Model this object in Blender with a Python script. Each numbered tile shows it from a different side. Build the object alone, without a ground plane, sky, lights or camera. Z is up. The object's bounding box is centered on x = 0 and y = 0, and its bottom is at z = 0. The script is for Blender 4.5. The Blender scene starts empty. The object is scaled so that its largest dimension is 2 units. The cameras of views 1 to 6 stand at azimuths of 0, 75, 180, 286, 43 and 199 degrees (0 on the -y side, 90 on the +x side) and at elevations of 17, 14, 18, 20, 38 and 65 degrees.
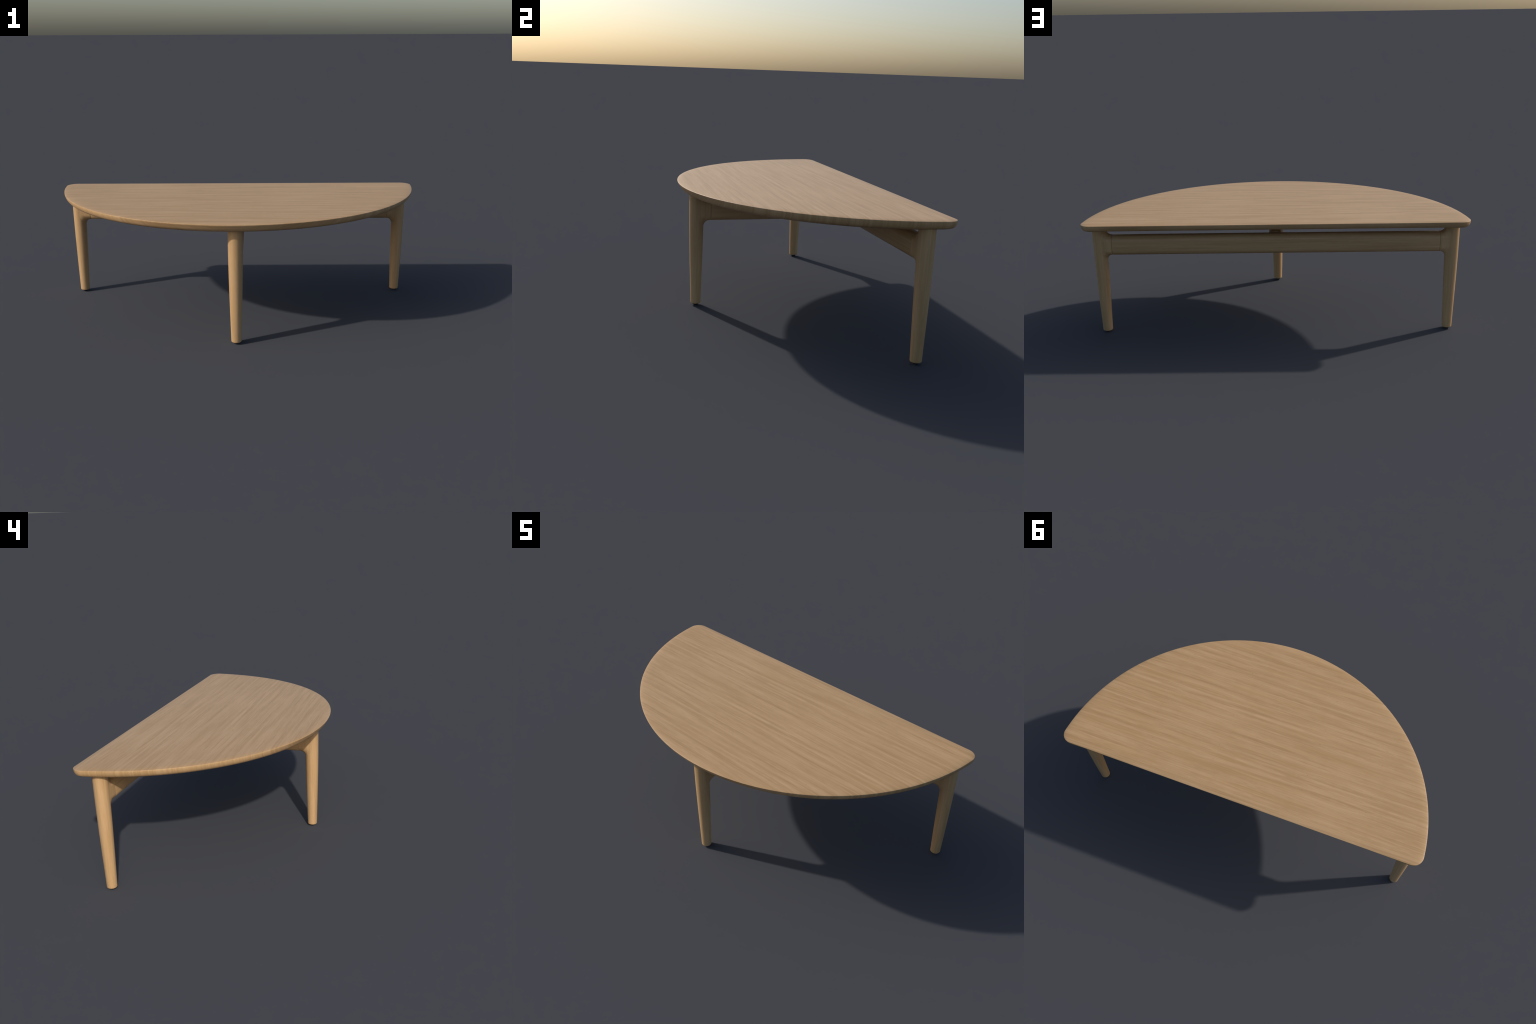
"""Half-round wooden coffee table: semicircular top on three turned legs,
joined by a T-shaped frame of two thick oval rails."""
import bpy, math
import numpy as np
from mathutils import Vector

# ------------------------------------------------------------------ sizes (metres)
TOP_Z, UNDER_Z = 0.629, 0.5850          # table top, flat underside
ARC_R = 1.0025                          # radius of the round side
BACK_Y = 0.4972                         # straight side
CORNER_R = 0.056                        # rounding of the two corners
ARC_CY = 0.5048                         # centre of the round side

AXIS_BACK = (0.925, 0.385)              # axes of the legs
AXIS_FRONT = (0.0, -0.410)
SEAM = 0.068                            # from leg axis to the joint with the rail
FOOT_Z = 0.0075                         # wood ends here, the glide fills the rest
LEG_PROFILE = [(0.0, .0253), (0.1, .0281), (0.2, .0308), (0.3, .0332),
               (0.4, .0351), (0.5, .0362), (0.6, .0366)]     # height, radius

RAIL_ZC, RAIL_HH, RAIL_HT, RAIL_CR = 0.4950, 0.0530, 0.0368, 0.030   # back rail: centre, half height, half thickness
SPACER_HALF = 0.245                     # round-ended block between the middle rail and the underside
FILLET = 0.030


# ------------------------------------------------------------------ node helpers
class Nodes:
    def __init__(self, mat):
        mat.use_nodes = True
        self.t = mat.node_tree
        self.t.nodes.clear()

    def new(self, kind, **props):
        n = self.t.nodes.new(kind)
        for k, v in props.items():
            setattr(n, k, v)
        return n

    def link(self, a, b):
        self.t.links.new(a, b)

    def _in(self, socket, v):
        if isinstance(v, (int, float)):
            socket.default_value = v
        elif isinstance(v, tuple):
            socket.default_value = v
        else:
            self.link(v, socket)

    def math(self, op, a, b=0.0, c=None, clamp=False):
        n = self.new("ShaderNodeMath", operation=op, use_clamp=clamp)
        self._in(n.inputs[0], a)
        self._in(n.inputs[1], b)
        if c is not None:
            self._in(n.inputs[2], c)
        return n.outputs[0]

    def combine(self, x, y, z):
        n = self.new("ShaderNodeCombineXYZ")
        for s, v in zip(n.inputs, (x, y, z)):
            self._in(s, v)
        return n.outputs[0]

    def noise(self, vec, scale=1.0, detail=2.0, rough=0.5, distortion=0.0):
        n = self.new("ShaderNodeTexNoise", noise_dimensions='3D')
        self.link(vec, n.inputs["Vector"])
        n.inputs["Scale"].default_value = scale
        n.inputs["Detail"].default_value = detail
        n.inputs["Roughness"].default_value = rough
        n.inputs["Distortion"].default_value = distortion
        return n.outputs["Fac"]

    def remap(self, v, lo, hi, a=0.0, b=1.0):
        n = self.new("ShaderNodeMapRange", clamp=True, interpolation_type='SMOOTHSTEP')
        self._in(n.inputs[0], v)
        for i, x in enumerate((lo, hi, a, b)):
            n.inputs[i + 1].default_value = x
        return n.outputs[0]

    def mix(self, fac, a, b, blend='MIX'):
        n = self.new("ShaderNodeMix", data_type='RGBA', blend_type=blend)
        self._in(n.inputs["Factor"], fac)
        self._in(n.inputs[6], a)
        self._in(n.inputs[7], b)
        return n.outputs[2]


def rgb(h):
    """sRGB hex -> linear RGBA"""
    c = [int(h[i:i + 2], 16) / 255 for i in (0, 2, 4)]
    return tuple(x / 12.92 if x <= .04045 else ((x + .055) / 1.055) ** 2.4 for x in c) + (1.0,)


WOOD_MID, WOOD_DARK, WOOD_LIGHT, WOOD_STREAK = (
    rgb("bb9669"), rgb("ac885b"), rgb("c9a57b"), rgb("936c44"))
ROUGH = 0.44


def finish(N, colour, height, bump=0.12):
    out = N.new("ShaderNodeOutputMaterial")
    b = N.new("ShaderNodeBsdfPrincipled")
    N.link(colour, b.inputs["Base Color"])
    b.inputs["Roughness"].default_value = ROUGH
    b.inputs["IOR"].default_value = 1.5
    bp = N.new("ShaderNodeBump")
    bp.inputs["Strength"].default_value = bump
    bp.inputs["Distance"].default_value = 0.0006
    N.link(height, bp.inputs["Height"])
    N.link(bp.outputs[0], b.inputs["Normal"])
    N.link(b.outputs[0], out.inputs[0])


def grain_colour(N, along, across, depth, streak=None, light=None, calm=1.0, lift=1.0, whole=None):
    """Straight, fine oak grain. `along`, `across`, `depth` are lengths in metres."""
    def layer(la, lc, off, detail=2.0, rough=0.5, at=(along, across)):
        v = N.combine(N.math('MULTIPLY_ADD', at[0], 1 / la, off),
                      N.math('MULTIPLY', at[1], 1 / lc), N.math('MULTIPLY', depth, 1 / lc))
        return N.noise(v, 1.0, detail, rough)
    whole = whole or (along, across)
    broad = layer(0.62, 0.024, 3.1, 2.0, 0.5, whole)         # soft bands across the board
    bands = layer(0.27, 0.0088, 17.3, 2.0)        # growth-ring lines
    fine = layer(0.055, 0.0028, 41.7, 2.0, 0.6)   # pores
    hair = layer(0.020, 0.0015, 71.9, 1.0)
    tint = layer(0.9, 0.040, 91.0, 1.0, 0.5, whole)

    tone = N.math('ADD', N.math('MULTIPLY', broad, 0.38), N.math('MULTIPLY', bands, 0.32))
    tone = N.math('ADD', tone, N.math('MULTIPLY', fine, 0.24))
    tone = N.math('ADD', tone, N.math('MULTIPLY', hair, 0.06))
    brighten = lambda c: tuple(x * lift for x in c[:3]) + (1.0,)
    col = N.mix(N.remap(tone, 0.5 - 0.16 / calm, 0.5 + 0.16 / calm), brighten(WOOD_DARK), brighten(WOOD_LIGHT))
    col = N.mix(N.remap(tint, 0.35, 0.7, 0.0, 0.35), col, brighten(WOOD_MID))
    # thin darker pore lines, gathered where the rings are dense
    pores = N.math('MULTIPLY', N.remap(fine, 0.60, 0.74), N.remap(bands, 0.60, 0.40))
    col = N.mix(N.math('MULTIPLY', pores, 0.20), col, WOOD_STREAK)
    if streak is not None:
        col = N.mix(streak, col, WOOD_STREAK)
    if light is not None:
        col = N.mix(light, col, rgb("d1ae86"))
    return col, tone


def top_material():
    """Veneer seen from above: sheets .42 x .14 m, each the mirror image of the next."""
    m = bpy.data.materials.new("veneer_wood")
    N = Nodes(m)
    sep = N.new("ShaderNodeSeparateXYZ")
    N.link(N.new("ShaderNodeTexCoord").outputs["Object"], sep.inputs[0])
    x, y = sep.outputs[0], sep.outputs[1]
    a = N.math('PINGPONG', N.math('SUBTRACT', x, 0.368), 0.42375)
    b = N.math('PINGPONG', N.math('ADD', y, 0.014), 0.14125)
    # slight waviness of the grain
    wob = N.noise(N.combine(N.math('MULTIPLY', a, 6.0), N.math('MULTIPLY', b, 9.0), 0.0), 1.0, 1.0)
    bw = N.math('ADD', b, N.math('MULTIPLY', N.math('SUBTRACT', wob, 0.5), 0.0025))

    def spot(ca, cb, ra, rb, amount, bb=bw):
        da = N.math('DIVIDE', N.math('SUBTRACT', a, ca), ra)
        db = N.math('DIVIDE', N.math('SUBTRACT', bb, cb), rb)
        r = N.math('SQRT', N.math('ADD', N.math('MULTIPLY', da, da), N.math('MULTIPLY', db, db)))
        return N.remap(r, 0.0, 1.0, amount, 0.0)

    dark = spot(0.174, 0.044, 0.0055, 0.0030, 0.60, b)           # pin knot
    for s in [(0.104, 0.000, 0.060, 0.0035, .30), (0.060, 0.1413, 0.120, 0.0060, .22),
              (0.130, 0.1105, 0.055, 0.0026, .26), (0.103, 0.0435, 0.050, 0.0024, .26),
              (0.300, 0.080, 0.100, 0.0026, .20), (0.360, 0.022, 0.060, 0.0022, .20)]:
        dark = N.math('MAXIMUM', dark, spot(*s))
    light = N.math('MAXIMUM', spot(0.150, 0.064, 0.170, 0.0040, 0.34),
                   spot(0.330, 0.098, 0.110, 0.0030, 0.22))
    col, tone = grain_colour(N, a, bw, 0.0, dark, light, whole=(x, y))
    finish(N, col, tone)
    return m


def solid_material():
    """Solid wood, grain along local Z (legs)."""
    m = bpy.data.materials.new("leg_wood")
    N = Nodes(m)
    sep = N.new("ShaderNodeSeparateXYZ")
    N.link(N.new("ShaderNodeTexCoord").outputs["Object"], sep.inputs[0])
    rnd = N.new("ShaderNodeObjectInfo").outputs["Random"]
    along = N.math('MULTIPLY_ADD', rnd, 7.0, sep.outputs[2])
    col, tone = grain_colour(N, along, sep.outputs[0], sep.outputs[1], calm=0.75, lift=1.08)
    finish(N, col, tone)
    return m


def rail_material():
    """Solid wood, grain along local X (rails)."""
    m = bpy.data.materials.new("rail_wood")
    N = Nodes(m)
    sep = N.new("ShaderNodeSeparateXYZ")
    N.link(N.new("ShaderNodeTexCoord").outputs["Object"], sep.inputs[0])
    rnd = N.new("ShaderNodeObjectInfo").outputs["Random"]
    along = N.math('MULTIPLY_ADD', rnd, 7.0, sep.outputs[0])
    col, tone = grain_colour(N, along, sep.outputs[2], sep.outputs[1], calm=0.8, lift=1.0)
    finish(N, col, tone)
    return m


def glide_material():
    m = bpy.data.materials.new("black_glide")
    N = Nodes(m)
    out = N.new("ShaderNodeOutputMaterial")
    b = N.new("ShaderNodeBsdfPrincipled")
    co = N.new("ShaderNodeTexCoord").outputs["Object"]
    col = N.mix(N.noise(co, 900.0), (0.012, 0.012, 0.012, 1), (0.022, 0.022, 0.022, 1))
    N.link(col, b.inputs["Base Color"])
    b.inputs["Roughness"].default_value = 0.7
    N.link(b.outputs[0], out.inputs[0])
    return m


# ------------------------------------------------------------------ mesh helpers
def make_object(name, verts, faces, mat, parent, smooth_angle=None):
    me = bpy.data.meshes.new(name)
    me.from_pydata([tuple(map(float, v)) for v in verts], [], [tuple(map(int, f)) for f in faces])
    me.validate()
    me.polygons.foreach_set("use_smooth", [True] * len(me.polygons))
    me.materials.append(mat)
    if smooth_angle:
        me.set_sharp_from_angle(angle=math.radians(smooth_angle))
    me.update()
    o = bpy.data.objects.new(name, me)
    bpy.context.scene.collection.objects.link(o)
    o.parent = parent
    return o


def loft(rings, cap=True):
    n, verts, faces = len(rings[0]), [], []
    for r in rings:
        verts += list(r)
    for i in range(len(rings) - 1):
        for j in range(n):
            k = (j + 1) % n
            faces.append((i * n + j, i * n + k, (i + 1) * n + k, (i + 1) * n + j))
    if cap:
        faces.append(tuple(reversed(range(n))))
        faces.append(tuple(range((len(rings) - 1) * n, len(rings) * n)))
    return verts, faces


# ------------------------------------------------------------------ table top
def half_round(d_arc, d_back):
    """Outline of the half disc moved inwards (round side / straight side), counter-clockwise."""
    d = 0.5 * (d_arc + d_back)
    R, r, yb = ARC_R - d_arc, max(CORNER_R - 1.0 * d, 0.012), BACK_Y - d_back
    # corner circle touches the straight side and the big arc from inside
    fy = yb - r
    fx = math.sqrt((R - r) ** 2 - (fy - ARC_CY) ** 2)
    t = math.atan2(fy - ARC_CY, fx)                  # touching direction
    pts = []
    for i in range(240):                             # big arc, left touch -> right touch
        a = (math.pi - t) + (2 * math.pi + t - (math.pi - t)) * i / 239
        pts.append((R * math.cos(a), ARC_CY + R * math.sin(a)))
    for i in range(1, 24):                           # right corner
        a = t + (math.pi / 2 - t) * i / 23
        pts.append((fx + r * math.cos(a), fy + r * math.sin(a)))
    for i in range(1, 80):                           # straight back edge
        pts.append((fx - 2 * fx * i / 80, yb))
    for i in range(0, 23):                           # left corner
        a = math.pi / 2 + (math.pi / 2 - t) * i / 23
        pts.append((-fx + r * math.cos(a), fy + r * math.sin(a)))
    return pts


# upper part of the edge: (inset, height): faint crown towards a crisp arris
CROWN = [(0.046, TOP_Z), (0.038, .62892), (0.030, .6287), (0.022, .6283), (0.015, .6278), (0.009, .6272),
         (0.0050, .6266), (0.0022, .6260), (0.0010, .6257), (0.0004, .6254), (0.0001, .6250), (0.0, .6243)]
# undercut below the arris: height -> inset at the ends of the arc, in the middle of the arc
# (where it is slanted most), along the straight side, and round the two corners (fullest)
UNDERCUT = [(.6190, .0003, .0022, .0013, .0001), (.6160, .0008, .0042, .0025, .0003), (.6130, .0016, .0060, .0037, .0008),
            (.6100, .0026, .0077, .0051, .0015), (.6065, .0041, .0096, .0070, .0027), (.6030, .0059, .0117, .0094, .0044),
            (.6000, .0080, .0138, .0120, .0063), (.5970, .0106, .0164, .0154, .0088), (.5943, .0138, .0188, .0198, .0135),
            (.5920, .0174, .0221, .0252, .0193), (.5900, .0216, .0256, .0320, .0262), (.5882, .0262, .0292, .0388, .0325),
            (.5866, .0313, .0329, .0462, .0385), (UNDER_Z, .0370, .0370, .0550, .0450)]


def ease(t):
    t = min(max(t, 0.0), 1.0)
    return t * t * (3 - 2 * t)


def build_top(parent, mat):
    edge = [(z, d, d, d, d) for d, z in CROWN] + UNDERCUT
    rings = []
    for z, d_end, d_mid, d_back, d_corner in reversed(edge):
        ring = []
        for (x0, y0), (x1, y1), (x2, y2) in zip(half_round(d_end, d_back), half_round(d_mid, d_back),
                                                half_round(d_corner, d_corner)):
            w = ease((ARC_CY - y0 - 0.75) / 0.23)
            x, y = x0 + (x1 - x0) * w, y0 + (y1 - y0) * w
            c = ease((abs(x0) - 0.84) / 0.08) * ease((y0 - 0.30) / 0.11)
            ring.append((x + (x2 - x) * c, y + (y2 - y) * c, z))
        rings.append(ring)
    v, f = loft(rings)
    return make_object("tabletop", v, f, mat, parent, 40)


# ------------------------------------------------------------------ leg (analytic solid -> mesh)
def leg_radius(z):
    zs, rs = np.array(LEG_PROFILE).T
    c = np.polyfit(zs, rs, 4)
    return np.polyval(c, np.clip(z, 0, .6))


def round_box(u, v, hu, hv, r):
    qu, qv = np.abs(u) - (hu - r), np.abs(v) - (hv - r)
    return np.hypot(np.maximum(qu, 0), np.maximum(qv, 0)) + np.minimum(np.maximum(qu, qv), 0) - r


def leg_field(p):
    """Signed distance: turned leg, filleted into a stub of the rail that runs to +X."""
    x, y, z = p[..., 0], p[..., 1], p[..., 2]
    shaft = (np.hypot(x, y) - leg_radius(z)) * 0.998
    # stub sides start flush inside the shaft and swell to the thickness of the rail
    s = np.clip((x - 0.004) / 0.052, 0, 1)
    inner = leg_radius(z) - 0.0004
    stub = round_box(y, z - RAIL_ZC, inner + (RAIL_HT - inner) * s * s * (3 - 2 * s), RAIL_HH, RAIL_CR)
    stub = np.maximum(stub, -x - 0.004)
    # round fillet above and below the stub only; its sides run on from the shaft
    up = np.clip((np.abs(z - RAIL_ZC) - 0.012) / 0.035, 0, 1)
    side = np.sqrt(np.clip(1 - (y / (RAIL_HT * 1.02)) ** 2, 0, 1))
    front = np.clip((x + 0.002) / 0.024, 0, 1)       # none on the far side of the shaft
    R = 0.0008 + FILLET * (up * up * (3 - 2 * up)) * side * front * front * (3 - 2 * front)
    u, v = np.maximum(R - shaft, 0), np.maximum(R - stub, 0)
    d = np.maximum(R, np.minimum(shaft, stub)) - np.hypot(u, v)
    # cut square at the joint and at the top, eased at the foot
    d = np.maximum(d, x - (SEAM - 0.0004))
    d = np.maximum(d, z - (UNDER_Z + 0.0030))
    e, w = 0.005, FOOT_Z - z
    return np.maximum(d, w) + np.where((d > -e) & (w > -e),
           np.hypot(np.maximum(d + e, 0), np.maximum(w + e, 0)) - e - np.maximum(d, w), 0)


def mesh_field(field, lo, hi, step):
    """Surface nets over a regular grid, vertices then slid onto the exact surface."""
    dims = [int(math.ceil((b - a) / s)) + 1 for a, b, s in zip(lo, hi, step)]
    ax = [a + s * np.arange(n) for a, s, n in zip(lo, step, dims)]
    P = np.stack(np.meshgrid(*ax, indexing='ij'), -1)
    D = field(P)
    S = D < 0
    corner = [(i, j, k) for i in (0, 1) for j in (0, 1) for k in (0, 1)]
    cut = lambda A, c: A[c[0]:dims[0] - 1 + c[0], c[1]:dims[1] - 1 + c[1], c[2]:dims[2] - 1 + c[2]]
    cnt = sum(cut(S, c).astype(int) for c in corner)
    active = (cnt > 0) & (cnt < 8)
    idx = -np.ones(active.shape, int)
    idx[active] = np.arange(active.sum())
    acc, num = np.zeros(active.shape + (3,)), np.zeros(active.shape)
    for a in range(8):
        for b in range(a + 1, 8):
            ca, cb = np.array(corner[a]), np.array(corner[b])
            if np.abs(ca - cb).sum() != 1:
                continue
            da, db = cut(D, ca), cut(D, cb)
            m = (da < 0) != (db < 0)
            t = np.where(m, da / np.where(m, da - db, 1), 0)
            pa = cut(P, ca)
            acc += np.where(m[..., None], pa + t[..., None] * (cut(P, cb) - pa), 0)
            num += m
    V = acc[active] / num[active][:, None]
    for _ in range(4):                               # Newton steps along the gradient
        h = 2e-4
        g = np.stack([(field(V + h * e) - field(V - h * e)) / (2 * h) for e in np.eye(3)], -1)
        g2 = np.maximum((g * g).sum(-1), 0.2)
        V = V - 0.9 * (field(V) / g2)[:, None] * g
    F = []
    for axis in range(3):
        b, c = (axis + 1) % 3, (axis + 2) % 3
        s0 = [slice(None)] * 3
        s1 = [slice(None)] * 3
        s0[axis], s1[axis] = slice(0, -1), slice(1, None)
        for flip in (False, True):
            m = (S[tuple(s0)] & ~S[tuple(s1)]) if not flip else (~S[tuple(s0)] & S[tuple(s1)])
            q = np.argwhere(m)
            if not len(q):
                continue
            q = q[(q[:, b] > 0) & (q[:, c] > 0)]
            eb, ec = np.eye(3, dtype=int)[b], np.eye(3, dtype=int)[c]
            quad = [q - eb - ec, q - ec, q, q - eb]
            quad = np.stack([idx[tuple(t.T)] for t in quad], -1)
            F.append(quad[:, ::-1] if flip else quad)
    return V, np.concatenate(F)


def build_legs(parent, mat, glide_mat):
    V, F = mesh_field(leg_field, (-.045, -.045, .001), (.078, .045, .594), (.0022, .0022, .003))
    # object origin on the floor below the axis; one mesh shared by the three legs
    first = make_object("leg", V, F, mat, parent, 50)
    prof = [(0.0005, .0000), (0.0130, .0000), (0.0142, .0012), (0.0142, .0090)]
    rings = [[(r * math.cos(2 * math.pi * i / 48), r * math.sin(2 * math.pi * i / 48), z)
              for i in range(48)] for r, z in prof]
    gv, gf = loft(rings)
    glide = make_object("glide", gv, gf, glide_mat, first, 40)
    places = [(AXIS_FRONT, math.pi / 2), (AXIS_BACK, math.pi), ((-AXIS_BACK[0], AXIS_BACK[1]), 0.0)]
    for i, ((x, y), rot) in enumerate(places):
        leg = first if i == 0 else first.copy()
        if i:
            bpy.context.scene.collection.objects.link(leg)
            g = glide.copy()
            bpy.context.scene.collection.objects.link(g)
            g.parent = leg
        leg.location = (x, y, 0)
        leg.rotation_euler = (0, 0, rot)


# ------------------------------------------------------------------ rails
def rail_section(shrink):
    """Rounded upright section (y, z)."""
    pts, r = [], RAIL_CR
    for q, (sy, sz) in enumerate([(1, 1), (-1, 1), (-1, -1), (1, -1)]):
        for i in range(17):
            a = math.pi / 2 * (q + i / 16)
            pts.append((sy * (RAIL_HT - r) + (r - shrink) * math.cos(a),
                        sz * (RAIL_HH - r) + (r - shrink) * math.sin(a)))
    return pts


def build_rail(half_length, parent, mat):
    e = 0.0012                                       # eased ends show the joint as a fine line
    xs = [(-half_length, e), (-half_length + e * .4, e * .3), (-half_length + e, 0)]
    xs += [(-half_length + e + (2 * half_length - 2 * e) * i / 12, 0) for i in range(1, 12)]
    xs += [(-x, s) for x, s in reversed(xs[:3])]
    rings = [[(x, y, z) for y, z in rail_section(s)] for x, s in xs]
    v, f = loft(rings)
    return make_object("rail", v, f, mat, parent, 50)


def build_spacer(parent, mat):
    """Round-ended block on top of the middle rail; its foot is let into the rail."""
    r = RAIL_HT - 0.0003
    outline = []
    for side in (0, 1):
        for i in range(33):
            a = -math.pi / 2 + math.pi * (i / 32 + side)
            outline.append(((1 - 2 * side) * (SPACER_HALF - r) + r * math.cos(a), r * math.sin(a)))
    rings = [[(x, y, z) for x, y in outline] for z in (0.020, 0.050, UNDER_Z + 0.002 - RAIL_ZC)]
    v, f = loft(rings)
    return make_object("spacer", v, f, mat, parent, 40)


# ------------------------------------------------------------------ assemble
def build():
    root = bpy.data.objects.new("coffee_table", None)
    bpy.context.scene.collection.objects.link(root)
    root["label"] = "low half-round oak coffee table on three turned legs"
    root["category"] = "coffee table"

    build_top(root, top_material())
    build_legs(root, solid_material(), glide_material())

    rail = rail_material()
    back = build_rail(AXIS_BACK[0] - SEAM - 0.0004, root, rail)
    back.location = (0, AXIS_BACK[1], RAIL_ZC)
    y0, y1 = AXIS_FRONT[1] + SEAM + 0.0004, AXIS_BACK[1] - RAIL_HT + 0.010
    middle = build_rail((y1 - y0) / 2, root, rail)
    spacer = build_spacer(root, rail)
    for part in (middle, spacer):
        part.location = (0, (y0 + y1) / 2, RAIL_ZC)
        part.rotation_euler = (0, 0, math.pi / 2)


build()
